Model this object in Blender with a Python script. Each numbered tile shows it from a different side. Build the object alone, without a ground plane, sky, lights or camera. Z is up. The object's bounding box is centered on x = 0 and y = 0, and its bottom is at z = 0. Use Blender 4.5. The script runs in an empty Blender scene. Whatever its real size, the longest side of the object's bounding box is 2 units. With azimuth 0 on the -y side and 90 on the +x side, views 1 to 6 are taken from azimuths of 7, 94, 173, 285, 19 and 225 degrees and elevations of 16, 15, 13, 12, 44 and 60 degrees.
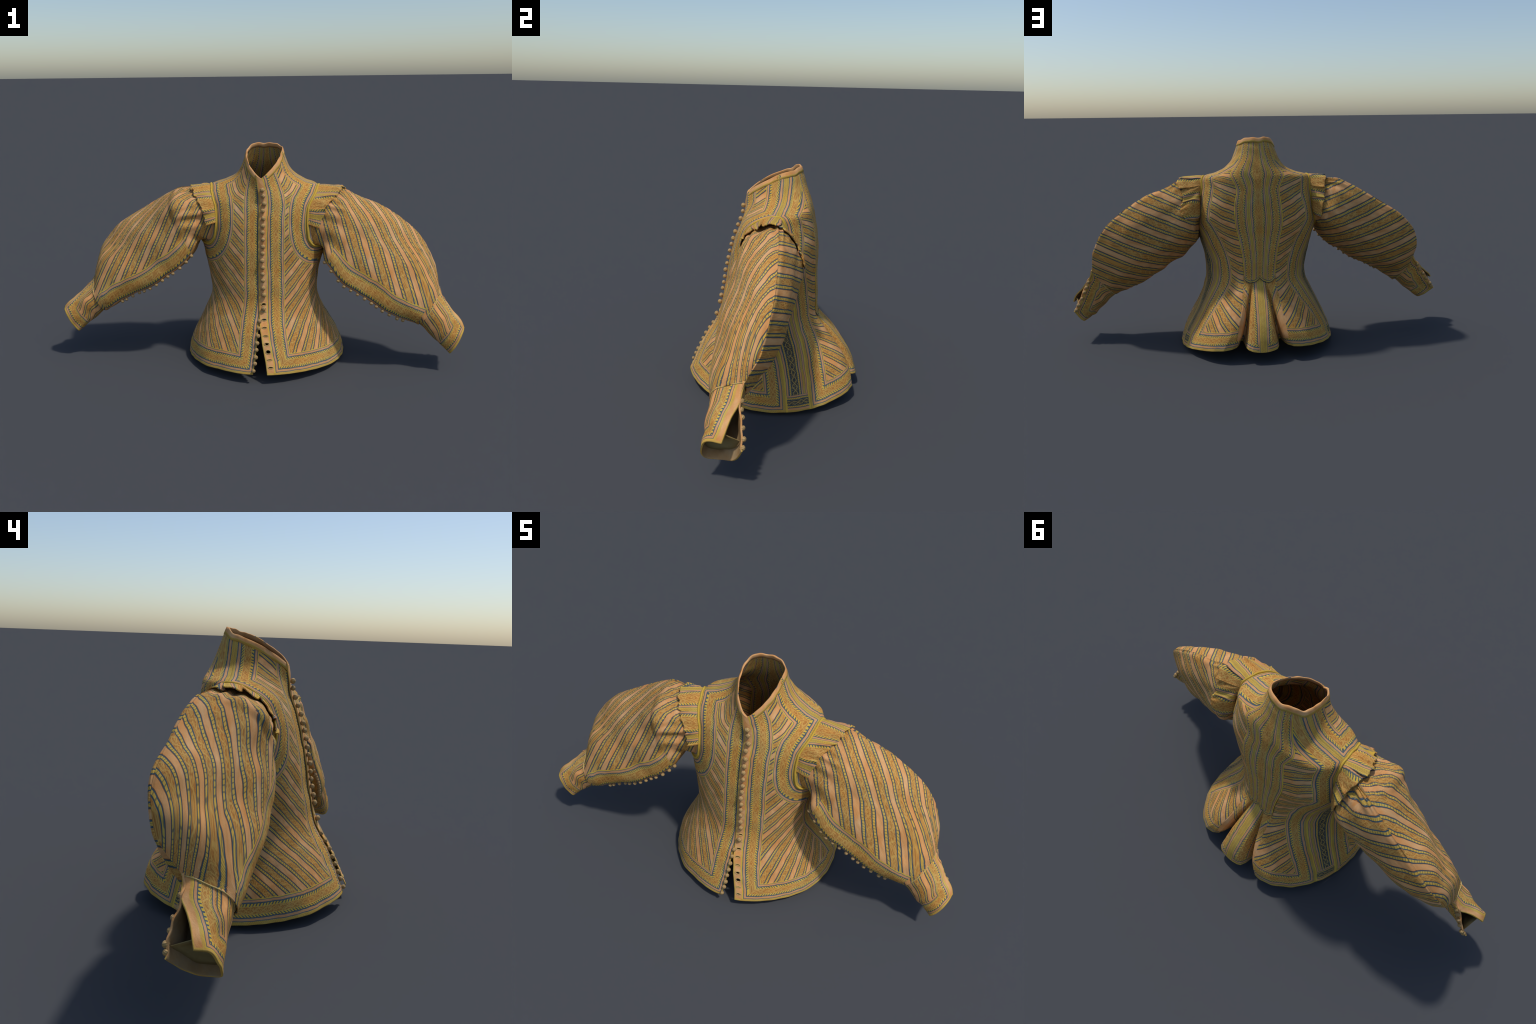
"""Embroidered striped jacket with leg-of-mutton sleeves, built as a garment:
each cloth piece is a flat pattern piece (the rest shape, measured in metres along
its own seams) that a shape key drapes into its worn form.  The weave (rope, leaf,
vine and braid stripes) is computed in shader nodes on the flat pattern."""
import bpy, math
import numpy as np

rng = np.random.default_rng(7)
TAU = math.tau

# ------------------------------------------------------------------ maths helpers
def spline(tab, t):
    """Catmull-Rom through the rows of tab at parameters 0,1,2..."""
    tab = np.asarray(tab, float); n = len(tab)
    t = np.clip(np.asarray(t, float), 0, n - 1)
    m = np.empty_like(tab)
    m[1:-1] = (tab[2:] - tab[:-2]) / 2; m[0] = tab[1] - tab[0]; m[-1] = tab[-1] - tab[-2]
    i = np.minimum(t.astype(int), n - 2); f = (t - i).reshape(t.shape + (1,) * (tab.ndim - 1))
    a, b, p, q = tab[i], tab[i + 1], m[i], m[i + 1]; f2 = f * f; f3 = f2 * f
    return a * (2 * f3 - 3 * f2 + 1) + p * (f3 - 2 * f2 + f) + b * (3 * f2 - 2 * f3) + q * (f3 - f2)

def smooth(a, b, x):
    k = np.clip((np.asarray(x, float) - a) / (b - a), 0, 1)
    return k * k * (3 - 2 * k)

class Waves:
    """Smooth pseudo-noise in 3D: a sum of randomly directed sine waves."""
    def __init__(self, freq, n=10, seed=1):
        r = np.random.default_rng(seed)
        d = r.normal(size=(n, 3)); d /= np.linalg.norm(d, axis=1)[:, None]
        self.k = d * freq * r.uniform(.5, 1.5, (n, 1)) * TAU
        self.p = r.uniform(0, TAU, n); self.n = n
    def __call__(self, P):
        out = np.zeros(P.shape[:-1])
        for k, p in zip(self.k, self.p):
            out += np.sin(P @ k + p)
        return out / math.sqrt(self.n)

def unit(v):
    return v / np.maximum(np.linalg.norm(v, axis=-1, keepdims=True), 1e-9)

def grid_normals(P):
    return unit(np.cross(np.gradient(P, axis=1), np.gradient(P, axis=0)))

def arc(P, axis):
    d = np.linalg.norm(np.diff(P, axis=axis), axis=-1)
    return np.concatenate([np.zeros_like(np.take(d, [0], axis)), np.cumsum(d, axis)], axis)

def poly_distance(P, line):
    """Distance from every point of P to a polyline."""
    best = np.full(P.shape[:-1], 9.0)
    for a, b in zip(line[:-1], line[1:]):
        ab = b - a; L = max(ab @ ab, 1e-12)
        k = np.clip(((P - a) @ ab) / L, 0, 1)
        best = np.minimum(best, np.linalg.norm(P - a - k[..., None] * ab, axis=-1))
    return best

# ------------------------------------------------------------------ shader helpers
class N:
    def __init__(self, tree):
        self.t = tree
    def new(self, kind, **kw):
        n = self.t.nodes.new(kind)
        for k, v in kw.items():
            setattr(n, k, v)
        return n
    def put(self, sock, v):
        if isinstance(v, bpy.types.NodeSocket):
            self.t.links.new(v, sock)
        elif isinstance(v, tuple):
            sock.default_value = (*v, 1) if len(v) == 3 and sock.type == "RGBA" else v
        else:
            sock.default_value = v
    def m(self, op, a, b=None, c=None):
        n = self.new("ShaderNodeMath", operation=op)
        for s, v in zip(n.inputs, (a, b, c)):
            if v is not None:
                self.put(s, v)
        return n.outputs[0]
    def add(self, a, b): return self.m("ADD", a, b)
    def sub(self, a, b): return self.m("SUBTRACT", a, b)
    def mul(self, a, b): return self.m("MULTIPLY", a, b)
    def step(self, x, lo, hi):
        n = self.new("ShaderNodeMapRange", interpolation_type="SMOOTHSTEP")
        for s, v in zip(n.inputs, (x, lo, hi, 0.0, 1.0)):
            self.put(s, v)
        return n.outputs[0]
    def norm(self, x, lo, hi):
        n = self.new("ShaderNodeMapRange", clamp=True)
        for s, v in zip(n.inputs, (x, lo, hi, 0.0, 1.0)):
            self.put(s, v)
        return n.outputs[0]
    def mix(self, f, a, b):
        n = self.new("ShaderNodeMix", data_type="RGBA")
        self.put(n.inputs[0], f); self.put(n.inputs[6], a); self.put(n.inputs[7], b)
        return n.outputs[2]
    def mul_color(self, a, b):
        n = self.new("ShaderNodeMix", data_type="RGBA", blend_type="MULTIPLY")
        n.inputs[0].default_value = 1
        self.put(n.inputs[6], a); self.put(n.inputs[7], b)
        return n.outputs[2]
    def vec(self, x, y, z=0.0):
        n = self.new("ShaderNodeCombineXYZ")
        for s, v in zip(n.inputs, (x, y, z)):
            self.put(s, v)
        return n.outputs[0]
    def noise(self, v, scale, detail=2.0, rough=.5):
        n = self.new("ShaderNodeTexNoise")
        self.put(n.inputs["Vector"], v); n.inputs["Scale"].default_value = scale
        n.inputs["Detail"].default_value = detail; n.inputs["Roughness"].default_value = rough
        return n.outputs[0]
    def voronoi(self, v, scale, feature="F1"):
        n = self.new("ShaderNodeTexVoronoi", feature=feature)
        self.put(n.inputs["Vector"], v); n.inputs["Scale"].default_value = scale
        return n.outputs["Distance"]
    def group(self, g, *args):
        n = self.new("ShaderNodeGroup", node_tree=g)
        for s, v in zip(n.inputs, args):
            self.put(s, v)
        return n.outputs[0]

def make_group(name, inputs, build):
    g = bpy.data.node_groups.new(name, "ShaderNodeTree")
    for i in inputs:
        g.interface.new_socket(i, in_out="INPUT", socket_type="NodeSocketFloat")
    g.interface.new_socket("Color", in_out="OUTPUT", socket_type="NodeSocketColor")
    n = N(g)
    gi, go = n.new("NodeGroupInput"), n.new("NodeGroupOutput")
    g.links.new(build(n, *[gi.outputs[k] for k in range(len(inputs))]), go.inputs[0])
    return g

# thread colours (linear)
SALMON = (.62, .335, .140); PINK = (.57, .308, .145); YELLOW = (.63, .43, .064)
BLUE = (.050, .092, .125); OCHRE = (.47, .242, .066); RUST = (.31, .108, .024)
GOLD = (.58, .375, .105); NAVY = (.040, .050, .060); OLIVE = (.28, .20, .05); DARKTHREAD = (.10, .11, .08)
STRAW = (.56, .37, .09)

def rope_build(n, c, v):
    d = n.m("ABSOLUTE", n.sub(c, .5))
    tw = n.m("FRACT", n.add(n.mul(v, 1 / .0085), n.mul(c, 1.15)))
    gap = n.sub(1.0, n.step(n.m("ABSOLUTE", n.sub(tw, .5)), .05, .20))
    wob = n.noise(n.vec(c, n.mul(v, 60.0)), 1.0)
    body = n.mix(n.mul(gap, .72), n.mix(wob, YELLOW, STRAW), DARKTHREAD)
    return n.mix(n.step(d, .22, .29), body, BLUE)

def leaf_build(n, c, v):
    """c = 0 at the dark outer edge, 1 where the leaves fade into the vine band."""
    nz = n.noise(n.vec(n.mul(c, .3), n.mul(v, 40.0)), 1.0)
    tw = n.m("FRACT", n.add(n.add(n.mul(v, 1 / .0120), n.mul(c, -.95)), n.mul(nz, .5)))
    a = n.m("ABSOLUTE", n.sub(tw, .5))
    lim = n.sub(.235, n.mul(c, .07))
    dash = n.mul(n.sub(1.0, n.step(n.sub(a, lim), -.06, .06)), n.sub(1.0, n.step(c, .76, .90)))
    dark = n.m("MAXIMUM", dash, n.sub(1.0, n.step(c, .06, .2)))
    return n.mix(n.mul(dark, .94), n.mix(n.step(c, .7, 1.0), YELLOW, GOLD), BLUE)

def vine_parts(n, c, v, bg, dark, light):
    U = n.mul(c, .026)
    warp = n.noise(n.vec(U, v), 70.0, 1.0)
    P = n.vec(n.add(U, n.mul(warp, .010)), n.add(v, n.mul(warp, -.008)))
    cell = n.voronoi(P, 75.0)
    rings = n.m("SINE", n.mul(cell, 15.0))
    fine = n.noise(n.vec(U, v), 330.0, 2.0, .6)
    col = n.mix(n.mul(n.step(rings, .0, .9), .50), bg, dark)
    col = n.mix(n.mul(n.step(rings, -.35, -.95), .55), col, light)
    col = n.mix(n.mul(n.step(fine, .52, .68), .35), col, light)
    ph = n.mul(v, TAU / .062)
    for sgn in (1, -1):
        mid = n.add(.5, n.mul(n.m("SINE", ph), .30 * sgn))
        line = n.sub(1.0, n.step(n.m("ABSOLUTE", n.sub(n.add(c, n.mul(n.sub(warp, .5), .25)), mid)), .035, .085))
        col = n.mix(n.mul(line, .75), col, light)
    return col

def vine_build(n, c, v): return vine_parts(n, c, v, OCHRE, RUST, GOLD)
def navy_build(n, c, v): return vine_parts(n, c, v, NAVY, (.05, .07, .09), (.48, .36, .11))

def braid_build(n, c, v):
    d = n.m("ABSOLUTE", n.sub(c, .5))
    dots = n.m("MULTIPLY", n.m("SINE", n.mul(v, TAU / .0075)), n.m("SINE", n.mul(c, TAU * 1.5)))
    nz = n.noise(n.vec(c, n.mul(v, 50.0)), 1.0)
    col = n.mix(n.mul(n.step(dots, .1, .6), .6), n.mix(nz, (.54, .365, .068), (.46, .31, .085)), OLIVE)
    return n.mix(n.mul(n.step(d, .34, .46), .55), col, (.60, .42, .10))

def blue_build(n, c, v):
    nz = n.noise(n.vec(c, n.mul(v, 45.0)), 1.0, 3.0)
    return n.mix(n.norm(nz, .35, .75), BLUE, (.14, .175, .185))

def plain_build(n, c, v):
    nz = n.noise(n.vec(n.mul(c, .3), n.mul(v, 9.0)), 2.0, 3.0)
    return n.mix(n.norm(nz, .30, .72), (.58, .268, .085), (.71, .432, .205))  # redder tone paints the shade in folds, paler one the sunlit cloth

KINDS = {}
def build_groups():
    for k, f in dict(rope=rope_build, leaf=leaf_build, vine=vine_build, navy=navy_build, braid=braid_build, blue=blue_build, plain=plain_build).items():
        KINDS[k] = make_group(k + "_stripe", ("across", "along"), f)
FLAT = dict(rust=RUST, pink=PINK, yellow=(.60, .42, .07), salmon=SALMON, gold=GOLD, straw=STRAW, olive=OLIVE)

def stripes(n, D, V, seq, start=0.0):
    """Colour across D from a list of (kind, width); '-kind' turns the stripe round."""
    col, at = None, start
    for kind, w in seq:
        flip = kind.startswith("-"); k = kind.lstrip("-")
        if k in FLAT:
            c = FLAT[k]
        else:
            c = n.group(KINDS[k], n.norm(D, at + w, at) if flip else n.norm(D, at, at + w), V)
        if col is None:
            if isinstance(c, tuple):
                r = n.new("ShaderNodeRGB"); r.outputs[0].default_value = (*c, 1); c = r.outputs[0]
            col = c
        else:
            col = n.mix(n.step(D, at - .0006, at + .0006), col, c)
        at += w
    return col

BORDER = [("braid", .0115), ("blue", .0034), ("pink", .0085), ("blue", .0034), ("leaf", .0130), ("vine", .0240),
          ("-leaf", .0130), ("blue", .0034), ("pink", .0075), ("blue", .0022), ("yellow", .0035)]
BW = sum(w for _, w in BORDER)

def field(n, d, V, period):
    """Repeat of the striped cloth: plain, rope, vine, rope."""
    f = n.mul(n.m("FRACT", n.mul(d, 1 / period)), .084)
    return stripes(n, f, V, [("plain", .0225), ("rust", .0014), ("rope", .0168), ("vine", .0251), ("rope", .0168), ("rust", .0014)])  # thin rust lines draw a shadow along each rope

def cloth_material(name, build, rough=.86):
    mat = bpy.data.materials.new(name); mat.use_nodes = True
    t = mat.node_tree; t.nodes.clear(); n = N(t)
    tc = n.new("ShaderNodeTexCoord"); sep = n.new("ShaderNodeSeparateXYZ")
    t.links.new(tc.outputs["Generated"], sep.inputs[0])
    G = tc.outputs["Generated"]
    wob = n.mul(n.sub(n.noise(G, 17.0, 2.0), .5), .0085)
    wob2 = n.mul(n.sub(n.noise(G, 9.0, 1.0), .5), .010)
    x, y, z = sep.outputs
    col = build(n, n.add(x, wob), n.add(y, wob), n.add(z, wob), wob2)
    hue = n.norm(n.noise(G, 11.0, 3.0, .6), .32, .68)
    col = n.mul_color(col, n.mix(hue, (1.06, .90, .72), (.99, 1.03, 1.10)))
    grain = n.noise(G, 520.0, 2.0, .7)
    worn = n.noise(G, 7.0, 3.0, .6)
    shade = n.add(n.norm(grain, -1.2, 1.55), n.mul(n.sub(worn, .5), .34))
    g = n.new("ShaderNodeCombineColor"); [t.links.new(n.add(shade, .39), s) for s in g.inputs[:3]]
    col = n.mul_color(col, g.outputs[0])
    bs = n.new("ShaderNodeBsdfPrincipled"); out = n.new("ShaderNodeOutputMaterial")
    t.links.new(col, bs.inputs["Base Color"])
    bs.inputs["Roughness"].default_value = rough
    bs.inputs["Specular IOR Level"].default_value = .14
    bw = n.new("ShaderNodeRGBToBW"); t.links.new(col, bw.inputs[0])
    bump = n.new("ShaderNodeBump"); bump.inputs["Strength"].default_value = .42; bump.inputs["Distance"].default_value = .004
    t.links.new(n.add(n.mul(bw.outputs[0], .55), n.mul(n.noise(G, 48.0, 4.0, .6), .85)), bump.inputs["Height"])
    t.links.new(bump.outputs[0], bs.inputs["Normal"])
    t.links.new(bs.outputs[0], out.inputs[0])
    return mat

def border_or(n, D, V, inner):
    b = stripes(n, D, V, BORDER)
    return n.mix(n.step(D, BW - .0005, BW + .0005), b, inner)

def chevron(n, X, y, slope, skirt):
    """Straight slanting stripes that steepen below the waist (y = .30 up from the hem)."""
    low = n.m("SMOOTH_MIN", y, .30, .12)
    return n.sub(n.sub(y, n.mul(low, 1 - skirt)), n.mul(X, slope))

def front_weave(placket, phase):
    def build(n, x, y, z, w2):
        e = n.sub(x, placket)
        hw = n.m("MINIMUM", y, z)
        D = n.m("MINIMUM", n.m("MAXIMUM", n.add(e, .0115), 0.0), hw) if placket else n.m("MINIMUM", n.add(x, .004), hw)
        vert = n.m("LESS_THAN", n.m("MINIMUM", x, z), y)
        V = n.add(n.mul(vert, y), n.mul(n.sub(1.0, vert), x))
        X = n.sub(x, placket + .09)
        d = n.add(n.add(chevron(n, X, y, 1.12, .62), phase), w2)
        f = field(n, d, n.add(n.mul(X, 1.2), n.mul(y, .5)), .108)
        col = border_or(n, D, V, f)
        if placket:
            strip = stripes(n, x, y, [("straw", .004), ("gold", .003), ("plain", placket - .0135), ("yellow", .0055)])
            in_strip = n.mul(n.sub(1.0, n.step(x, placket - .002, placket - .0008)), n.step(y, .010, .0112))
            col = n.mix(in_strip, col, strip)
        return col
    return build

def back_weave(phase):
    def build(n, x, y, z, w2):
        D = n.m("MINIMUM", y, z)
        vert = n.m("LESS_THAN", z, y)
        V = n.add(n.mul(vert, y), n.mul(n.sub(1.0, vert), x))
        d = n.add(n.add(chevron(n, x, y, .80, .60), phase), w2)
        f = field(n, d, n.add(x, n.mul(y, .4)), .086)
        return border_or(n, D, V, f)
    return build

def centre_weave(n, x, y, z, w2):
    a = n.m("ABSOLUTE", x)
    seq = [("vine", .0135), ("-leaf", .0125), ("blue", .0022), ("pink", .0075), ("blue", .0022), ("yellow", .003), ("braid", .013), ("yellow", .003),
           ("blue", .0022), ("pink", .007), ("blue", .0022), ("leaf", .0125), ("vine", .022), ("-leaf", .0125), ("blue", .002), ("pink", .007), ("blue", .002), ("yellow", .02)]
    col = stripes(n, a, y, seq)
    hemrope = n.group(KINDS["rope"], n.norm(z, .0, .013), x)
    return n.mix(n.step(z, .0125, .0135), hemrope, col)

def pleat_weave(n, x, y, z, w2):
    a = n.m("ABSOLUTE", x)
    seq = [("braid", .0135), ("yellow", .003), ("blue", .0022), ("pink", .0085), ("blue", .0022), ("leaf", .013), ("vine", .040), ("-leaf", .013),
           ("blue", .0022), ("pink", .008), ("vine", .028), ("rope", .014), ("plain", .10)]
    col = stripes(n, a, y, seq)
    hem = stripes(n, y, x, [("braid", .0115), ("blue", .0034), ("pink", .0085), ("blue", .0034), ("leaf", .0130), ("vine", .02)])
    edge = n.mul(n.sub(1.0, n.step(y, .0375, .0385)), n.step(a, .0205, .0215))
    return n.mix(edge, col, hem)

def side_weave(n, x, y, z, w2):
    seq = [("yellow", .009), ("blue", .0022), ("pink", .0075), ("blue", .0022), ("rope", .0155), ("navy", .033), ("rope", .0155),
           ("blue", .0022), ("pink", .007), ("blue", .0022), ("braid", .012), ("blue", .0022), ("pink", .007), ("blue", .0022), ("yellow", .05)]
    col = stripes(n, x, y, seq)
    hem = stripes(n, y, x, [("braid", .008), ("pink", .008), ("rope", .0135), ("navy", .022), ("rope", .0135), ("pink", .006), ("blue", .01)])
    inside = n.mul(n.step(x, .0085, .0095), n.sub(1.0, n.step(x, .1195, .1205)))
    return n.mix(n.mul(n.sub(1.0, n.step(y, .0715, .0725)), inside), col, hem)

def sleeve_weave(phase):
    def build(n, x, y, z, w2):
        d = n.add(n.add(x, phase), n.mul(w2, .45))
        f = field(n, d, y, .090)
        strip = stripes(n, z, n.mul(x, 1.4), [("salmon", .005), ("blue", .0025), ("leaf", .011), ("vine", .0265), ("-leaf", .0115), ("blue", .0022), ("pink", .007), ("blue", .002), ("yellow", .004)])
        return n.mix(n.step(z, .0712, .0722), strip, f)
    return build

def cuff_weave(n, x, y, z, w2):
    D = n.m("MINIMUM", n.sub(z, .024), y)
    V = n.m("MAXIMUM", x, y)
    b = stripes(n, D, n.add(z, y), [("straw", .007), ("yellow", .0035), ("blue", .002), ("pink", .0075), ("blue", .0022), ("leaf", .011), ("vine", .0220), ("-leaf", .011), ("blue", .002), ("pink", .007), ("blue", .002)])
    f = field(n, n.add(x, .03), y, .075)
    col = n.mix(n.step(D, .0735, .0745), b, f)
    slit = stripes(n, z, y, [("straw", .004), ("plain", .024)])
    return n.mix(n.mul(n.step(y, .0065, .0075), n.sub(1.0, n.step(z, .0235, .0245))), col, slit)

def epaulette_weave(n, x, y, z, w2):
    f = n.mul(n.m("FRACT", n.mul(n.add(x, .02), 1 / .112)), .112)
    seq = [("vine", .026), ("-leaf", .012), ("blue", .002), ("pink", .007), ("blue", .002), ("yellow", .003), ("braid", .013), ("yellow", .003), ("blue", .002), ("pink", .007), ("blue", .002), ("leaf", .012), ("vine", .022)]
    col = stripes(n, f, y, seq)
    return n.mix(n.step(y, .0045, .0055), YELLOW, col)

def binding_weave(n, x, y, z, w2):
    return stripes(n, y, x, [("braid", .009), ("gold", .0015), ("plain", .2)])

def simple_weave(kind):
    return lambda n, x, y, z, w2: n.group(KINDS[kind], n.norm(n.noise(n.vec(x, y, z), 20.0), 0.0, 1.0), y)

def flat_weave(a, b):
    return lambda n, x, y, z, w2: n.mix(n.noise(n.vec(x, y, z), 60.0), a, b)

# ------------------------------------------------------------------ mesh helpers
def new_object(name, mesh, parent):
    o = bpy.data.objects.new(name, mesh)
    bpy.context.scene.collection.objects.link(o)
    o.parent = parent
    return o

def cloth(name, parent, P, F, mats, thick=.005, flip=False, hole=None, closed=False):
    """A cloth piece: P worn positions (rows, columns, 3), F flat pattern (rows, columns, 3)."""
    ny, nx = P.shape[:2]
    nrm = grid_normals(P)
    if closed:
        w = np.concatenate([P[:, -2:-1], P, P[:, 1:2]], 1); nrm = grid_normals(w)[:, 1:-1]
    if flip:
        nrm = -nrm
    W = np.concatenate([P.reshape(-1, 3), (P - nrm * thick).reshape(-1, 3)])
    FF = np.concatenate([F.reshape(-1, 3), F.reshape(-1, 3)])
    idx = np.arange(ny * nx).reshape(ny, nx)
    a, b, c, d = idx[:-1, :-1], idx[:-1, 1:], idx[1:, 1:], idx[1:, :-1]
    q = np.stack([a, b, c, d], -1)
    keep = np.ones(q.shape[:2], bool)
    if hole is not None:
        keep = ~hole((F[:-1, :-1] + F[1:, 1:]) / 2)
    out = q[keep] if not flip else q[keep][:, ::-1]
    # grid_normals uses (column x row); orient quads to agree
    out = out.copy(); inn = out[:, ::-1] + ny * nx
    # rims: every edge used once
    e = np.concatenate([out[:, [0, 1]], out[:, [1, 2]], out[:, [2, 3]], out[:, [3, 0]]])
    key = np.sort(e, 1); _, first, cnt = np.unique(key[:, 0] * (ny * nx) + key[:, 1], return_index=True, return_counts=True)
    re = e[first[cnt == 1]]
    rim = np.stack([re[:, 1], re[:, 0], re[:, 0] + ny * nx, re[:, 1] + ny * nx], -1)
    faces = np.concatenate([out, inn, rim])
    me = bpy.data.meshes.new(name)
    me.vertices.add(len(W)); me.vertices.foreach_set("co", FF.astype(np.float32).ravel())
    me.loops.add(faces.size); me.loops.foreach_set("vertex_index", faces.ravel().astype(np.int32))
    me.polygons.add(len(faces)); me.polygons.foreach_set("loop_start", np.arange(0, faces.size, 4, dtype=np.int32))
    for m in mats:
        me.materials.append(m)
    me.polygons.foreach_set("material_index", np.concatenate([np.zeros(len(out)), np.full(len(inn), 1 if len(mats) > 1 else 0), np.full(len(rim), min(2, len(mats) - 1) if len(mats) > 2 else 0)]).astype(np.int32))
    me.polygons.foreach_set("use_smooth", np.concatenate([np.ones(len(out) + len(inn), bool), np.zeros(len(rim), bool)]))
    me.update(calc_edges=True)
    me.use_auto_texspace = False
    me.texspace_location, me.texspace_size = (.5, .5, .5), (.5, .5, .5)   # Generated = flat pattern in metres
    o = new_object(name, me, parent)
    o.shape_key_add(name="flat_pattern", from_mix=False)
    k = o.shape_key_add(name="worn", from_mix=False)
    k.data.foreach_set("co", W.astype(np.float32).ravel()); k.value = 1.0
    return o

def cord(name, parent, pts, radius, mat, sides=8, twist=0.0):
    """A tube along a polyline (piping, stitched rims)."""
    pts = np.asarray(pts, float); n = len(pts)
    t = unit(np.gradient(pts, axis=0)); ref = np.array([.13, .21, .97])
    u = unit(np.cross(t, ref)); v = np.cross(t, u)
    r = np.broadcast_to(radius, (n,))
    ang = np.linspace(0, TAU, sides, endpoint=False)
    ring = pts[:, None] + r[:, None, None] * (np.cos(ang)[None, :, None] * u[:, None] + np.sin(ang)[None, :, None] * v[:, None])
    V = ring.reshape(-1, 3)
    i = np.arange(n * sides).reshape(n, sides); j = np.roll(i, -1, 1)
    f = np.stack([i[:-1], j[:-1], j[1:], i[1:]], -1).reshape(-1, 4)
    me = bpy.data.meshes.new(name); me.from_pydata(V.tolist(), [], f.tolist() + [i[0][::-1].tolist(), i[-1].tolist()])
    me.polygons.foreach_set("use_smooth", np.ones(len(me.polygons), bool)); me.materials.append(mat)
    return new_object(name, me, parent)

# ------------------------------------------------------------------ torso surface
# per level: z front, side, back | y front, side, back | centre x, half width | roundness front, back
RINGS = [
    (.046, .012, .072, -.410, -.010, .425, .025, .400, 2.0, 2.25),   # hem
    (.120, .092, .130, -.378, -.020, .402, .024, .373, 2.0, 2.25),
    (.210, .190, .210, -.332, -.030, .350, .022, .323, 2.0, 2.25),
    (.285, .275, .290, -.287, -.040, .278, .021, .284, 2.0, 2.2),
    (.350, .350, .360, -.262, -.050, .216, .021, .264, 2.0, 2.1),    # waist
    (.430, .450, .450, -.248, -.050, .207, .018, .273, 1.9, 2.0),
    (.520, .540, .550, -.232, -.040, .206, .017, .295, 1.76, 2.1),
    (.600, .620, .650, -.216, -.025, .205, .017, .312, 1.85, 2.3),  # armpit
    (.680, .720, .740, -.198, -.010, .196, .020, .301, 2.2, 2.3),
    (.745, .805, .810, -.178, .010, .185, .018, .283, 2.65, 2.15),
    (.785, .865, .860, -.163, .020, .176, .018, .270, 2.7, 2.15),     # shoulder
    (.810, .888, .890, -.155, .030, .168, .020, .205, 2.9, 2.4),
    (.836, .913, .925, -.149, .040, .158, .020, .152, 2.7, 2.3),
    (.864, .951, .965, -.146, .045, .146, .018, .120, 2.2, 2.1),
    (.892, 1.00, 1.015, -.143, .047, .130, .018, .100, 2.0, 2.0),
    (.920, 1.038, 1.064, -.140, .045, .110, .018, .087, 1.9, 2.0),  # collar rim
]
TOP = len(RINGS) - 1.0
# box pleat at the centre back: depth over distance from the middle
PLEAT = np.array([(0, -.008), (.03, -.010), (.052, -.014), (.070, -.024), (.080, -.05), (.085, -.105), (.091, -.150), (.101, -.150),
                  (.107, -.115), (.114, -.082), (.126, -.052), (.15, -.026), (.19, -.008), (.24, 0)])
sway, crumple = Waves(4.0, 10, 3), Waves(14.0, 14, 5)

def torso(th, t):
    th, t = np.broadcast_arrays(np.asarray(th, float), np.asarray(t, float))
    zF, zS, zB, yF, yS, yB, cx, hw, nF, nB = np.moveaxis(spline(RINGS, t), -1, 0)
    s, c = np.sin(th), np.cos(th); front = c > 0
    e = 2 / np.where(front, nF, nB); ca = np.abs(c)
    x = cx + hw * np.sign(s) * np.abs(s) ** e
    y = yS + np.where(front, yF - yS, yB - yS) * ca ** e
    vee = smooth(11.5, 15, t) * .5
    z = zS + np.where(front, zF - zS, zB - zS) * np.where(front, ca ** 1.15 * (1 - vee) + (1 - np.abs(s)) ** .85 * vee, ca ** 1.3)
    z = z + smooth(13.8, 15, t) * (.0035 * np.sin(3 * th + 2.2) + .0025 * np.sin(5 * th + .8) + .0012 * np.sin(11 * th)) * (1 - np.abs(c) * front)
    z = z - .020 * s * ca * (1 - ca) * np.clip((3 - t) / 3, 0, 1) * ~front
    w = np.clip((4.15 - t) / 4.15, 0, 1); q = np.abs(x - .025)
    z = z - np.where(front, 0, .016 * np.clip(1 - (q / .085) ** 2, 0, 1) * w ** 3)
    dy = np.interp(q / (.30 + .70 * w), PLEAT[:, 0], PLEAT[:, 1]) * w ** 1.1
    hip = np.clip((4.5 - t) / 3, 0, 1)
    y = np.where(~front, y + dy, y) + .040 * np.maximum(x - .025, 0) * hip            # hips turned a little
    x = np.where(x < .025, .025 + (x - .025) * (1 + .022 * hip * np.sin(np.clip(t, 0, 4.2) / 4.2 * np.pi)), x)
    P = np.stack([x, y, z], -1)
    out = unit(np.stack([s / hw, -np.where(front, c / np.abs(yF - yS), c / np.abs(yB - yS)), 0 * s], -1))
    relief = .0024 * sway(P) + .0014 * crumple(P)
    return P + out * relief[..., None]

def along(tab, t):
    """Seam tables: (level, value) pairs, smoothly interpolated."""
    tab = np.asarray(tab, float)
    tt = np.linspace(tab[0, 0], tab[-1, 0], 200)
    v = np.interp(tt, tab[:, 0], tab[:, 1]); k = np.hanning(15); k /= k.sum()
    v = np.convolve(np.pad(v, 7, "edge"), k, "valid")
    return np.interp(t, tt, v)

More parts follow.
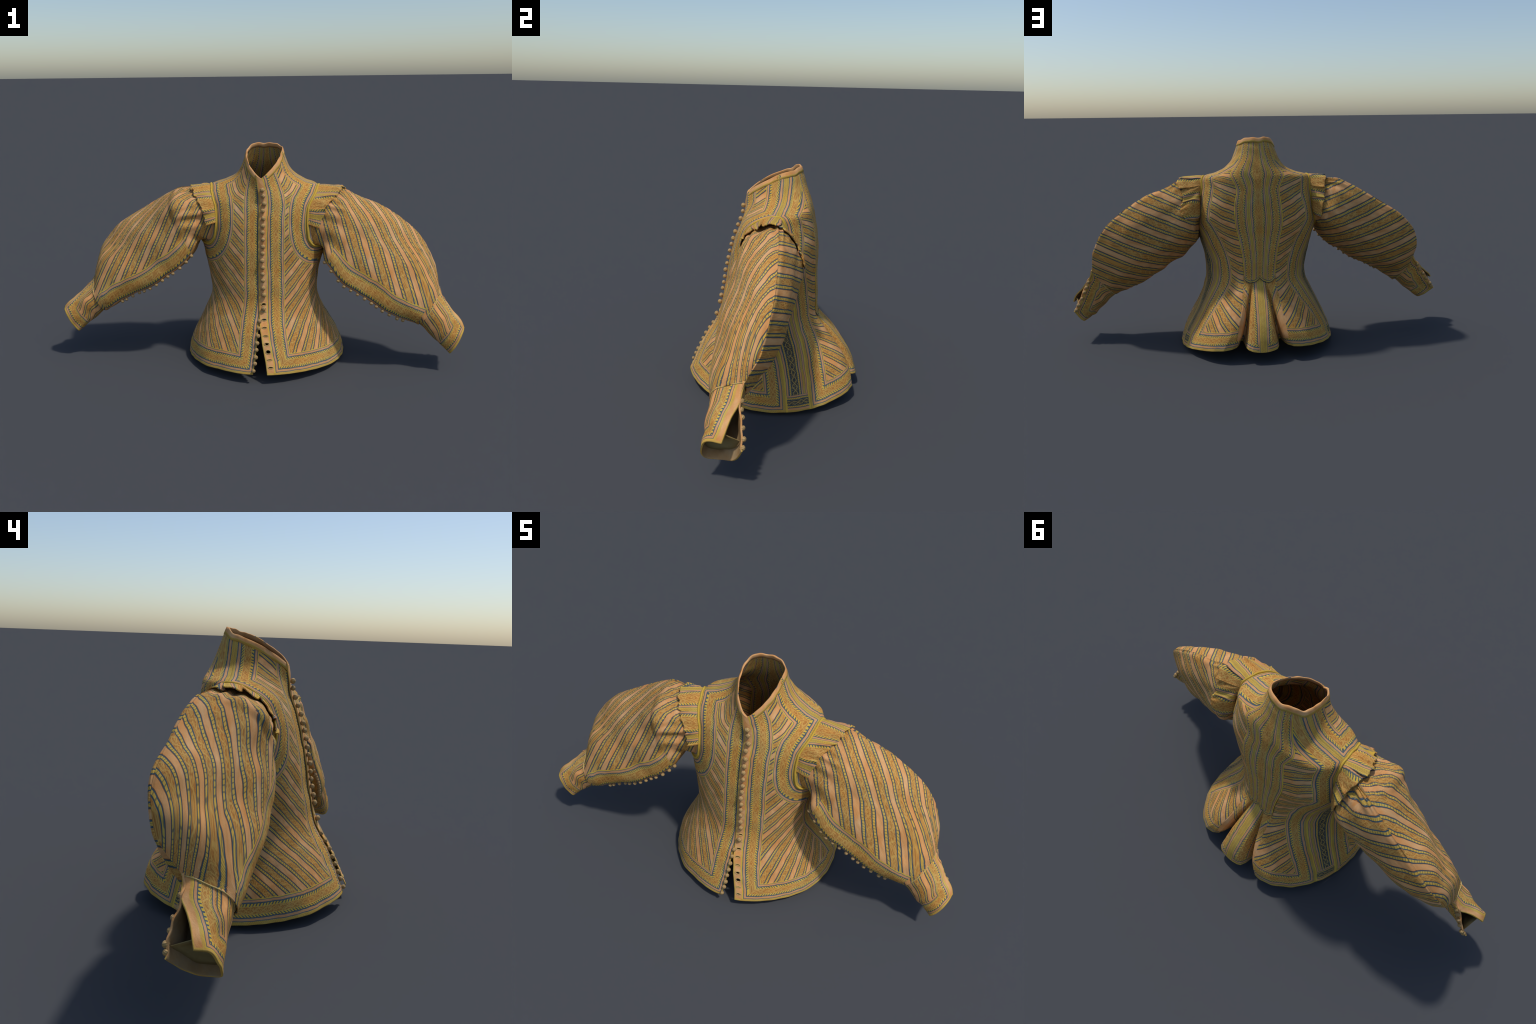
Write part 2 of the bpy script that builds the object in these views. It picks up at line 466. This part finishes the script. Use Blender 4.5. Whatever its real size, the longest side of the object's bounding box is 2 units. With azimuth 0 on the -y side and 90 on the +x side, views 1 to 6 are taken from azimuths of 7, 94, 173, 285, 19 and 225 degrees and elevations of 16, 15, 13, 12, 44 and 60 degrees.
EDGE_X = [(0, .072), (.85, .060), (1.6, .043), (2.5, .026), (3.65, .020), (4.8, .018), (6.8, .012), (8.75, .010), (10.7, .012), (12.45, .006), (14.7, -.004), (15, -.006)]
UNDER_X = [(0, .004), (.6, .012), (1.2, .016), (2, .020), (3, .024), (4, .034), (15, .020)]
SIDE_FRONT = [(0, 99), (2, 100), (4, 100), (6, 94), (7, 90)]
SIDE_BACK = [(0, 114), (1, 114.5), (2, 117), (3, 123), (4, 129), (4.8, 128.5), (5.7, 124), (6.6, 117), (7.0, 110)]
CENTRE = [(0, 163.6), (4.2, 163.6), (5.2, 162.2), (6.3, 161.2), (7.5, 160.6), (9, 160), (10, 154), (11.2, 142), (12, 137), (13, 135), (15, 133)]
ARMHOLE_FRONT = [(90, 10.06), (77.5, 10.14), (60, 9.95), (49.6, 9.5), (45, 8.8), (44, 8.2), (45.5, 7.65), (49, 7.2), (57, 6.88), (72, 6.78), (88, 6.85)]
ARMHOLE_BACK = [(90, 10.06), (97, 9.85), (103, 9.3), (106.5, 8.7), (108, 8.1), (109, 7.5), (106, 7.1), (98, 6.9), (88, 6.85)]

def x_to_theta(x, t):
    r = spline(RINGS, t); cx, hw, nF = r[..., 6], r[..., 7], r[..., 8]
    s = (x - cx) / hw
    return np.arcsin(np.clip(np.sign(s) * np.abs(s) ** (nF / 2), -1, 1))

def loop(tab, side, n=60):
    p = spline(np.array(tab, float), np.linspace(0, len(tab) - 1, n))
    return torso(np.radians(p[:, 0]) * side, p[:, 1])

# ------------------------------------------------------------------ build
def main():
    build_groups()
    jacket = bpy.data.objects.new("jacket", None); bpy.context.scene.collection.objects.link(jacket)
    jacket["label"] = "fitted embroidered striped jacket with puffed sleeves and a row of ball buttons"
    jacket["category"] = "historical jacket"

    lining = cloth_material("lining_cloth", flat_weave((.30, .20, .10), (.36, .25, .13)))
    olive = cloth_material("olive_lining", flat_weave((.22, .17, .07), (.28, .22, .10)))
    m_front = {1: cloth_material("front_weave_buttonholes", front_weave(.043, .0)), -1: cloth_material("front_weave", front_weave(0.0, .03))}
    m_back = cloth_material("back_weave", back_weave(.02))
    m_centre = cloth_material("centre_back_weave", centre_weave)
    m_pleat = cloth_material("pleat_weave", pleat_weave)
    m_side = cloth_material("side_weave", side_weave)
    m_bind = cloth_material("binding_cloth", binding_weave)
    m_ep = cloth_material("epaulette_weave", epaulette_weave)
    m_cuff = cloth_material("cuff_weave", cuff_weave)
    m_pipe = cloth_material("yellow_cord", flat_weave((.50, .34, .04), (.62, .44, .08)))
    m_stitch = cloth_material("stitched_thread", flat_weave((.50, .38, .13), (.58, .46, .2)))

    ROWS = 270
    tt = np.concatenate([np.linspace(0, 4, 105)[:-1], np.linspace(4, 15, ROWS - 104)])
    hole_z = [(.345 - .0335 * k) for k in range(9)]

    # ---- fronts
    for side in (1, -1):
        t = tt[:, None]; nx = 150
        th0 = x_to_theta(along(EDGE_X if side > 0 else UNDER_X, tt), tt)
        th1 = np.radians(np.where(tt < 7, along(SIDE_FRONT, np.minimum(tt, 7)), 90.0)) * side
        k = np.linspace(0, 1, nx)
        TH = th0[:, None] + (th1 - th0)[:, None] * k[None]
        P = torso(TH, t)
        # the button side lies on top of the other front
        nr = grid_normals(P) * side
        lift = .004 if side > 0 else -.002
        P = P + nr * (lift * (1 - smooth(.0, .5, k)))[None, :, None]
        F = np.zeros_like(P)
        F[..., 0] = arc(P, 1); F[..., 1] = arc(P, 0)
        F[..., 1] = F[..., 1]
        seam = torso(th1[tt <= 7], tt[tt <= 7]); sh = torso(th1[tt >= 10], tt[tt >= 10])
        hole_line = loop(ARMHOLE_FRONT, side)
        F[..., 2] = np.minimum(np.minimum(poly_distance(P, seam[::3]), poly_distance(P, sh[::3])), poly_distance(P, hole_line))
        hole = None
        if side > 0:
            ys = np.interp(hole_z, P[:, 20, 2], F[:, 20, 1])
            def hole(f, ys=ys):
                r = np.zeros(f.shape[:2], bool)
                for i, y0 in enumerate(ys):
                    gap = (.0045, .0016, .0040, .0030, .0028, .0048, .0085, .0018, .0030)[i % 9]
                    r |= ((f[..., 0] - .0220) / .0105) ** 2 + ((f[..., 1] - y0) / gap) ** 2 < 1
                return r
        o = cloth("forepart", jacket, P, F, [m_front[side], m_front[side], m_front[side]], .0032, flip=side < 0, hole=hole)
        if side > 0:
            front_P, front_F, front_N = P, F, nr
        else:
            under_P, under_N = P, nr
        # side piece
        ts = np.linspace(0, 7, 170)
        a0 = np.radians(along(SIDE_FRONT, ts)); a1 = np.radians(along(SIDE_BACK, ts))
        kk = np.linspace(0, 1, 44)
        P = torso((a0[:, None] + (a1 - a0)[:, None] * kk) * side, ts[:, None])
        F = np.zeros_like(P); F[..., 0] = kk * .128; F[..., 1] = arc(P, 0)
        cloth("underarm_panel", jacket, P, F, [m_side, lining, m_side], .005, flip=side < 0)
        # back piece
        b0 = np.radians(np.where(tt < 7, along(SIDE_BACK, np.minimum(tt, 7)), 0)); 
        b0 = np.where(tt >= 7, np.radians(np.maximum(90, 110 - (tt - 7) * 40)), b0); b1 = np.radians(along(CENTRE, tt))
        kk = np.linspace(0, 1, 120)
        TH = (b0[:, None] + (b1 - b0)[:, None] * kk) * side
        P = torso(TH, tt[:, None])
        F = np.zeros_like(P)
        ax = arc(P, 1); F[..., 0] = ax[:, -1:] - ax; F[..., 1] = arc(P, 0)
        seam = torso(b0[tt <= 7] * side, tt[tt <= 7]); sh = torso(b0[tt >= 10] * side, tt[tt >= 10])
        F[..., 2] = np.minimum(np.minimum(poly_distance(P, seam[::3]), poly_distance(P, sh[::3])), poly_distance(P, loop(ARMHOLE_BACK, side)))
        cloth("back_panel", jacket, P, F, [m_back, m_back, m_back], .0032, flip=side < 0)

    # ---- centre back and box pleat
    kk = np.linspace(-1, 1, 110)
    t0 = 4.20 - .32 * np.abs(np.sin(kk * math.pi)) ** .7
    vv = np.linspace(0, 1, 250)[:, None]
    TC = t0[None] * (1 - vv) + 15.0 * vv
    P = torso(np.pi + (np.pi - np.radians(along(CENTRE, TC))) * kk[None], TC)
    P = P + np.stack([0 * TC, .0045 * (1 - smooth(5.0, 7.5, TC)), 0 * TC], -1)
    F = np.zeros_like(P); F[..., 0] = kk * .134; F[..., 1] = arc(P, 0); F[..., 2] = F[..., 1]
    cloth("spine_panel", jacket, P, F, [m_centre, m_centre, m_centre], .0032)
    tp = np.linspace(0, 4.3, 124); b1 = np.radians(along(CENTRE, tp)); kk = np.linspace(-1, 1, 200)
    P = torso(np.pi + (np.pi - b1)[:, None] * kk, tp[:, None])
    F = np.zeros_like(P); ax = arc(P, 1); F[..., 0] = ax - ax[:, 100:101]; F[..., 1] = arc(P, 0)
    cloth("box_pleat", jacket, P, F, [m_pleat, lining, m_pleat], .004)

    # ---- collar binding: folded over the rim
    th = np.linspace(x_to_theta(np.array(-.006), np.array(15.0)) - .02, x_to_theta(np.array(.014), np.array(15.0)) + TAU, 260)
    rim = torso(th, np.full(th.shape, 15.0)); low = torso(th, np.full(th.shape, 14.2))
    down = unit(low - rim)
    tang = unit(np.gradient(rim, axis=0)); outw = unit(np.cross(tang, -down)) 
    if (outw[130] @ np.array([0, 1, 0])) < 0: outw = -outw
    lump = .0009 * Waves(14, 8, 9)(rim)
    prof = [(.026, .0016), (.018, .0018), (.009, .0018), (.001, .0014), (-.0008, .0), (-.0008, -.0032), (.001, -.0046), (.012, -.0048), (.022, -.0048)]
    P = np.stack([rim + down * a + outw * (b + lump[:, None] * (1 if b > 0 else -1)) - down * lump[:, None] for a, b in prof])
    F = np.zeros_like(P); F[..., 0] = arc(P, 1)[3]; F[..., 1] = arc(P, 0)
    cloth("collar_binding", jacket, P, F, [m_bind, m_bind, m_bind], .0015, flip=False)

    # ---- sleeves
    for side in (1, -1):
        build_sleeve(jacket, side, m_cuff, olive, lining, m_pipe)
        build_epaulette(jacket, side, m_ep, lining, m_pipe)

    # ---- buttons
    bm = button_mesh()
    def button(p, n, parent=jacket, s=1.0):
        o = new_object("button", bm, parent)
        z = unit(np.asarray(n, float)); u = unit(np.cross(z, (.3, .2, .9))); v = np.cross(z, u)
        s = s * rng.uniform(.92, 1.08); a = rng.uniform(0, TAU)
        u, v = u * math.cos(a) + v * math.sin(a), v * math.cos(a) - u * math.sin(a)
        import mathutils
        M = np.eye(4); M[:3, 0], M[:3, 1], M[:3, 2], M[:3, 3] = u * s, v * s, z * s, p
        o.matrix_world = mathutils.Matrix(M.tolist())
        return o
    global place_button
    place_button = button
    col = int(np.argmin(np.abs(front_F[100, :, 0] - .0220)))
    for k in range(18):
        z = .868 - k * (.868 - .323) / 17 + rng.normal() * .0015
        if k == 16: continue
        r = int(np.argmin(np.abs(front_P[:, col, 2] - z)))
        c = int(np.argmin(np.abs(front_F[r, :, 0] - (.0220 + rng.normal() * .0015))))
        button(front_P[r, c] + front_N[r, c] * .009, front_N[r, c] + rng.normal(size=3) * .15, s=1.12)
    for k in range(8):
        z = .268 - k * .0295
        r = int(np.argmin(np.abs(under_P[:, 2, 2] - z)))
        button(under_P[r, 1] + under_N[r, 1] * .006 + np.array([.006, 0, 0]), under_N[r, 1] + np.array([.8, 0, 0]) + rng.normal(size=3) * .2, s=1.0)
    for side in (1, -1):
        sleeve_buttons(side, button)

    # ---- buttonhole stitching
    for i, y0 in enumerate(np.interp(hole_z, front_P[:, 20, 2], front_F[:, 20, 1])):
        gap = (.0045, .0016, .0040, .0030, .0028, .0048, .0085, .0018, .0030)[i % 9]
        a = np.linspace(0, TAU, 33)
        pts = []
        for ang in a:
            e, y = .0220 + .0118 * math.cos(ang), y0 + (gap + .0014) * math.sin(ang)
            r = int(np.argmin(np.abs(front_F[:, 10, 1] - y))); r = min(max(r, 1), len(front_F) - 2)
            rf = np.interp(y, front_F[r - 1:r + 2, 10, 1], [r - 1, r, r + 1]); r0 = min(int(rf), len(front_F) - 2); fr = rf - r0
            row = front_P[r0] * (1 - fr) + front_P[r0 + 1] * fr; fx = front_F[r0, :, 0]
            cf = np.interp(e, fx, np.arange(len(fx))); c0 = int(cf); fc = cf - c0
            pts.append(row[c0] * (1 - fc) + row[c0 + 1] * fc + front_N[r0, c0] * .0008)
        cord("buttonhole", jacket, pts, .0017, m_stitch, 6)

def button_mesh():
    mat = bpy.data.materials.new("wound_thread_button"); mat.use_nodes = True
    t = mat.node_tree; n = N(t); bs = t.nodes["Principled BSDF"]
    tc = n.new("ShaderNodeTexCoord"); P = tc.outputs["Object"]
    sep = n.new("ShaderNodeSeparateXYZ"); t.links.new(P, sep.inputs[0])
    ang = n.m("ARCTAN2", sep.outputs[1], sep.outputs[0])
    rib = n.m("SINE", n.mul(ang, 9.0))
    nz = n.noise(P, 160.0, 2.0)
    info = n.new("ShaderNodeObjectInfo")
    base = n.mix(n.norm(nz, .3, .75), (.36, .22, .085), (.54, .36, .17))
    base = n.mix(n.mul(info.outputs["Random"], .45), base, (.46, .30, .10))
    base = n.mix(n.mul(n.step(rib, .3, .95), .3), base, (.30, .18, .07))
    t.links.new(base, bs.inputs["Base Color"]); bs.inputs["Roughness"].default_value = .75; bs.inputs["Specular IOR Level"].default_value = .25
    bump = n.new("ShaderNodeBump"); bump.inputs["Strength"].default_value = .5; bump.inputs["Distance"].default_value = .001
    t.links.new(n.add(rib, n.mul(nz, 2.0)), bump.inputs["Height"]); t.links.new(bump.outputs[0], bs.inputs["Normal"])
    prof = [(0, -.0105), (.0030, -.0105), (.0034, -.0075), (.0062, -.0062), (.0088, -.0030), (.0096, .0005), (.0088, .0042), (.0064, .0072), (.0034, .0088), (.0012, .0094), (0, .0094)]
    V, f, S = [], [], 18
    for r, z in prof[1:-1]:
        for k in range(S):
            a = TAU * k / S; rr = r * (1 + .02 * math.sin(9 * a))
            V.append((rr * math.cos(a), rr * math.sin(a), z))
    V += [(0, 0, prof[0][1]), (0, 0, prof[-1][1])]
    L = len(prof) - 2
    for i in range(L - 1):
        for k in range(S):
            f.append((i * S + k, i * S + (k + 1) % S, (i + 1) * S + (k + 1) % S, (i + 1) * S + k))
    for k in range(S):
        f.append((len(V) - 2, (k + 1) % S, k)); f.append((len(V) - 1, (L - 1) * S + k, (L - 1) * S + (k + 1) % S))
    me = bpy.data.meshes.new("button"); me.from_pydata(V, [], f)
    me.polygons.foreach_set("use_smooth", np.ones(len(f), bool)); me.materials.append(mat)
    return me

# ---------------------------------------------------------------- sleeves
# top crease point, lower seam point, then front y at 3 places down and back y at 3 places up
SLEEVE = {1: [
    ((.399, .032, .848), (.315, -.160, .555), (-.102, -.142, -.166), (.045, .140, .108)),
    ((.478, .040, .813), (.352, -.185, .500), (-.085, -.140, -.184), (-.002, .126, .110)),
    ((.572, .044, .776), (.400, -.195, .442), (-.073, -.139, -.190), (-.035, .110, .106)),
    ((.659, .047, .729), (.470, -.200, .395), (-.061, -.138, -.194), (-.048, .092, .100)),
    ((.732, .046, .674), (.545, -.200, .345), (-.050, -.138, -.198), (-.052, .074, .088)),
    ((.786, .038, .620), (.620, -.192, .295), (-.051, -.141, -.198), (-.064, .048, .068)),
    ((.829, .024, .553), (.685, -.182, .267), (-.068, -.145, -.194), (-.078, .020, .040)),
    ((.858, -.002, .471), (.730, -.172, .250), (-.090, -.159, -.192), (-.096, -.014, .006)),
    ((.879, -.050, .377), (.775, -.160, .228), (-.118, -.172, -.190), (-.117, -.064, -.042))],
 -1: [
    ((.400, .054, .846), (.300, -.140, .585), (-.135, -.178, -.178), (.020, .132, .108)),
    ((.464, .064, .822), (.340, -.165, .530), (-.110, -.170, -.190), (-.005, .126, .122)),
    ((.542, .070, .779), (.390, -.182, .478), (-.094, -.158, -.198), (-.032, .114, .126)),
    ((.628, .073, .730), (.460, -.190, .432), (-.082, -.156, -.204), (-.048, .096, .122)),
    ((.717, .072, .668), (.535, -.190, .385), (-.074, -.152, -.206), (-.056, .078, .112)),
    ((.785, .066, .608), (.610, -.190, .345), (-.070, -.154, -.208), (-.066, .056, .092)),
    ((.830, .046, .550), (.680, -.190, .308), (-.080, -.160, -.206), (-.082, .024, .060)),
    ((.853, .016, .474), (.730, -.184, .280), (-.098, -.174, -.204), (-.102, -.014, .022)),
    ((.864, -.062, .387), (.775, -.172, .250), (-.128, -.182, -.198), (-.122, -.072, -.047))]}
# cuff rim: flap tip, front corner, low front, bottom, rear bottom, rear tip
CUFF_RIM = {1: [(1.003, -.112, .206), (.982, -.172, .194), (.958, -.194, .148), (.930, -.182, .098), (.932, -.122, .090), (.956, -.066, .114), (.982, -.044, .164)],
           -1: [(1.003, -.148, .252), (.985, -.190, .242), (.960, -.207, .200), (.918, -.195, .140), (.924, -.136, .135), (.958, -.086, .168), (.990, -.062, .206)]}

def sleeve_sections(side):
    secs = []
    fr = loop(ARMHOLE_FRONT, side, 6); bk = loop(ARMHOLE_BACK, side, 5)
    # crease, four points down the front, lower seam, four points up the back, crease
    sec0 = np.array([fr[0], fr[0] * .6 + fr[1] * .4, fr[1], fr[2], fr[4], fr[5], bk[3], bk[2], bk[1], bk[0] * .6 + bk[1] * .4, bk[0]])
    mid = sec0.mean(0); sec0 = mid + (sec0 - mid) * .95; sec0[:, 0] -= .012 * side
    secs.append(sec0)
    for T, B, fy, by in SLEEVE[side]:
        T, B = np.array(T), np.array(B); C = B - T
        def at(a, y): p = T + C * a; p[1] = y; return p
        secs.append(np.array([T, at(.025, T[1] * .5 + fy[0] * .5 + .012), at(.17, fy[0] - .008), at(.42, fy[1]), at(.76, fy[2]), B,
                              at(.96, by[0]), at(.68, by[1]), at(.30, by[2]), at(.055, T[1] * .62 + by[2] * .38), T]) * [side, 1, 1])
    return np.array(secs)

def sleeve_surface(side, ns=230, na=231):
    secs = sleeve_sections(side)
    s = np.linspace(0, len(secs) - 1, ns); a = np.linspace(0, 10, na)
    rows = spline(secs, s)                                   # (ns, 11, 3)
    P = np.moveaxis(spline(np.moveaxis(rows, 1, 0), a), 0, 1)  # (ns, na, 3)
    return s, a, P

SLEEVES = {}
def build_sleeve(parent, side, m_cuff, olive, lining, m_pipe):
    s, a, P = sleeve_surface(side)
    S2, A2 = np.meshgrid(s, a, indexing="ij")
    nr = grid_normals(np.concatenate([P[:, -2:-1], P, P[:, 1:2]], 1))[:, 1:-1] * -side
    cen = P.mean(1, keepdims=True)
    nr = np.where(((P - cen) * nr).sum(-1, keepdims=True) < 0, -nr, nr)
    # gathers at the shoulder, drag folds and crumples
    g = np.sin(A2 / 10 * TAU * 15 + 1.3 * np.sin(A2 * 2.1 + side)) 
    relief = .0048 * g * (.7 + .3 * np.sin(A2 * 3.3 + 2 * side)) * (1 - smooth(.4, 2.6, S2)) * smooth(-.2, .6, S2)
    relief += .0038 * Waves(4.2, 12, 21 + side)(P) + .0011 * crumple(P * [1, 1.4, 1])
    tug = np.sin(S2 * 4.2 + A2 * 2.4) * np.exp(-((A2 - 6.4) / .9) ** 2) * .004
    relief += tug * smooth(1, 3, S2)
    relief += .0045 * np.sin(A2 * 7 + S2 * 1.5) * np.exp(-((A2 - 3.8) / 1.0) ** 2) * np.exp(-((S2 - 1.1) / 1.2) ** 2)
    relief -= .006 * np.exp(-((S2 - .6) / .45) ** 2)            # pulled in under the shoulder wing
    fade = 1 - smooth(.0, .25, np.abs(((A2 + 5) % 10) - 5) * -1 + .25) * .5
    P = P + nr * (relief * fade)[..., None]
    # flat pattern: stripes run down the front from the crease and turn across the back
    X, Z = np.abs(P[..., 0]), P[..., 2]
    h = .8 - Z
    u_front = X + (.65 if side > 0 else .75) * np.maximum(0, P[..., 1] + .13) - (.32 if side > 0 else .44) * h      # the cloth runs on round the outer edge
    u_front = u_front + .50 * np.maximum(0, h - .10) * smooth(-.11, .03, P[..., 1]) * (A2 < 5)
    gq = Z - .40 * X
    up = (s > .8) & (s < 6.5)
    fit = np.polyfit(gq[up, 0], u_front[up, 0], 1)
    u_back = np.polyval(fit, gq)
    w = smooth(5.0, 5.5, A2)
    F = np.zeros_like(P)
    F[..., 0] = u_front * (1 - w) + u_back * w
    ar = arc(P, 1); F[..., 1] = ar
    n5 = int(np.argmin(np.abs(a - 5)))
    dist = np.abs(ar - ar[:, n5:n5 + 1])
    F[..., 2] = np.where(A2 <= 5.02, np.maximum(dist - .006, 0) * .74, dist * .9) + 3 * np.clip(s[:, None] - 8.6, 0, 1) + 3 * np.clip(1.55 - s[:, None], 0, 1) + np.where(A2 > 5.02, .03, 0)
    mat = cloth_material("sleeve_weave", sleeve_weave(.012 if side > 0 else .03))
    o = cloth("sleeve", parent, P, F, [mat, lining, mat], .004, flip=side < 0, closed=True)
    SLEEVES[side] = (o, s, a, P, nr)
    # cuff: a tube slit open along its upper outer edge
    secs = sleeve_sections(side)
    sA = secs[-1]
    ring = np.array([sA[0], sA[2] * .5 + sA[1] * .5, sA[3], sA[4] * .5 + sA[5] * .5, sA[6], sA[7], sA[10]])
    rim = np.array(CUFF_RIM[side]) * [side, 1, 1]
    kk = np.linspace(0, 1, 60); aa = np.linspace(0, 6, 120)
    mid = ring * .5 + rim * .5
    cm = mid.mean(0); mid = cm + (mid - cm) * [1, 1, 1] * .97
    mouth = ring * .72 + rim * .28                              # the slit opens below the seam
    mouth[0] = mouth[-1] = mouth[0] * .5 + mouth[-1] * .5
    rows = spline(np.array([ring * 1.04 - rim * .04, mouth, ring * .36 + rim * .64, rim]), kk * 3)
    P = np.moveaxis(spline(np.moveaxis(rows, 1, 0), aa), 0, 1)
    c0 = P.mean(1, keepdims=True)
    nr2 = unit(P - c0)
    A3 = np.broadcast_to(aa[None], P.shape[:2]); K3 = np.broadcast_to(kk[:, None], P.shape[:2])
    P = P + nr2 * ((.0018 + .0022 * K3) * Waves(9, 10, 40 + side)(P) + (.0012 + .0016 * K3) * crumple(P) + .0012 * (1 - smooth(0, .12, K3)))[..., None]
    # rear edge scalloped by the buttons
    sc = smooth(5.3, 6, A3) * .003 * np.sin(K3 * TAU * 4)
    P = P + nr2 * sc[..., None]
    F = np.zeros_like(P)
    ar = arc(P, 1)
    F[..., 0] = ar; F[..., 1] = arc(P[::-1], 0)[::-1]; F[..., 2] = np.minimum(ar, ar[:, -1:] - ar + .012)
    cuff = cloth("cuff", o, P, F, [m_cuff, lining, m_cuff], .006, flip=side < 0)
    SLEEVES[side] += (P, nr2)
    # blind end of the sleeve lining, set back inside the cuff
    r0 = 50; ringp = P[r0] - nr2[r0] * .012
    c = ringp.mean(0)
    Q = np.stack([c + (ringp - c) * k for k in (.02, .35, .7, 1.0)]); 
    into = unit(P[:20].mean((0, 1)) - P[-1].mean(0))
    Q = Q + into * (.012 * (1 - np.array([.02, .35, .7, 1.0]) ** 2))[:, None, None]
    Q = np.concatenate([Q, Q[:, :1]], 1)
    F = np.zeros_like(Q); F[..., 0] = Q[..., 0]; F[..., 1] = Q[..., 2]
    cloth("sleeve_lining", o, Q, F, [olive], .002, flip=side < 0)
    # twisted cord where sleeve meets cuff
    cr = P[2] + nr2[2] * .0012
    cord("cuff_cord", o, cr, .0022, bpy.data.materials["stitched_thread"], 8)

def sleeve_buttons(side, button):
    o, s, a, P, nr, CP, cn = SLEEVES[side]
    n5 = int(np.argmin(np.abs(a - 5.0)))
    line = P[:, n5]; x = np.abs(line[:, 0])
    first, last = (.325, .700) if side > 0 else (.318, .680)
    for k in range(13):
        xx = first + (last - first) * k / 12 + rng.normal() * .0028
        i = int(np.argmin(np.abs(x - xx)))
        d = np.array([0, -.35, -.9]) + rng.normal(size=3) * .22
        b = button(line[i] + np.array([0, -.003, -.006]), d, s=.92)
        m = b.matrix_world.copy(); b.parent = o; b.matrix_world = m
    for k in range(6):
        i = int(round((.30 + .125 * k + rng.normal() * .01) * 59))
        b = button(CP[i, 116] + cn[i, 116] * .005, cn[i, 116] + rng.normal(size=3) * .3, s=1.05)
        m = b.matrix_world.copy(); b.parent = o; b.matrix_world = m

# seam fraction -> outward reach (out, toward back, up) of the shoulder wing
def build_epaulette(parent, side, m_ep, lining, m_pipe):
    fr = np.array(ARMHOLE_FRONT[:6], float)[::-1]; bk = np.array(ARMHOLE_BACK[1:6], float)
    seam = np.concatenate([fr, bk])
    n = 300; k = np.linspace(0, len(seam) - 1, n)
    p = spline(seam, k); B = torso(np.radians(p[:, 0]) * side, p[:, 1])
    f = np.linspace(0, 1, n)
    keys = np.linspace(0, 1, 5)
    if side > 0:
        reach = np.array([(.058, .010, -.020), (.096, .030, -.006), (.112, -.016, -.005), (.104, .030, -.020), (.068, .044, -.014)])
    else:
        reach = np.array([(.052, -.018, -.016), (.078, -.020, -.006), (.096, -.038, -.010), (.078, .018, -.016), (.052, .036, -.012)])
    R = spline(reach, f * 4) * [side, 1, 1]
    L = arc(B[None], 1)[0]
    # pleated tabs: each tab lies a little over the next
    tabs = 7; ph = (f * tabs + .15 * np.sin(f * 17 + side)) % 1
    saw = (ph - .5)
    nrm = unit(np.cross(np.gradient(B, axis=0), R)); 
    if nrm[n // 2, 2] < 0: nrm = -nrm
    r = np.linspace(0, 1, 26)
    tabr = np.random.default_rng(11 + side).normal(size=tabs + 2)
    tl = 1 + .05 * tabr[(f * tabs + .15 * np.sin(f * 17 + side)).astype(int)] - .10 * np.exp(-(np.minimum(ph, 1 - ph) / .05) ** 2) + .03 * np.sin(f * 61) + .02 * np.sin(f * 137 + 1)
    P = B[None] + R[None] * (r[:, None] * tl[None])[..., None]
    bow = .003 * np.sin(r * math.pi * .9)
    P = P + nrm[None] * (bow[:, None] + .015 * (r ** 1.2)[:, None] * saw[None] + .002)[..., None]
    P = P + nrm[None] * (.002 * Waves(11, 10, 60 + side)(P))[..., None]
    # rest the wing on the sleeve head: push it clear of the sleeve cloth
    _, ss, sa, SP, SN, *_ = SLEEVES[side]
    sub = SP[ss < 3.6][::2, ::2].reshape(-1, 3); subn = SN[ss < 3.6][::2, ::2].reshape(-1, 3)
    for _ in range(3):
        flat = P.reshape(-1, 3); push = np.zeros_like(flat)
        for i in range(0, len(flat), 1500):
            q = flat[i:i + 1500]
            j = np.argmin(((q[:, None] - sub[None]) ** 2).sum(-1), 1)
            d = ((q - sub[j]) * subn[j]).sum(-1)
            push[i:i + 1500] = subn[j] * np.clip(.010 - d, 0, .05)[:, None]
        push = push.reshape(P.shape)
        k5 = np.ones(15) / 15
        for c in range(3):
            for row in range(len(r)):
                push[row, :, c] = np.convolve(np.pad(push[row, :, c], 7, "edge"), k5, "valid")
        P = P + push * smooth(.05, .3, r)[:, None, None]
    P[0] = B - R * .03
    F = np.zeros_like(P); F[..., 0] = L[None]; F[..., 1] = arc(P, 0)
    flip = np.cross(np.gradient(P, axis=1), np.gradient(P, axis=0))[12, n // 2, 2] < 0
    cloth("epaulette", parent, P, F, [m_ep, m_ep, m_ep], .0035, flip=bool(flip))
    # piping around the armhole
    whole = np.concatenate([np.array(ARMHOLE_FRONT, float)[::-1], np.array(ARMHOLE_BACK, float)[1:]])
    q = spline(whole, np.linspace(0, len(whole) - 1, 200)); C = torso(np.radians(q[:, 0]) * side, q[:, 1])
    cc = C.mean(0); out = unit(np.array([side * .3, 0, 0]) + 0 * C + (C - cc) * [0, 1, 1] * 4)
    cord("armhole_piping", parent, C + out * .003, .0048, m_pipe, 8)

main()
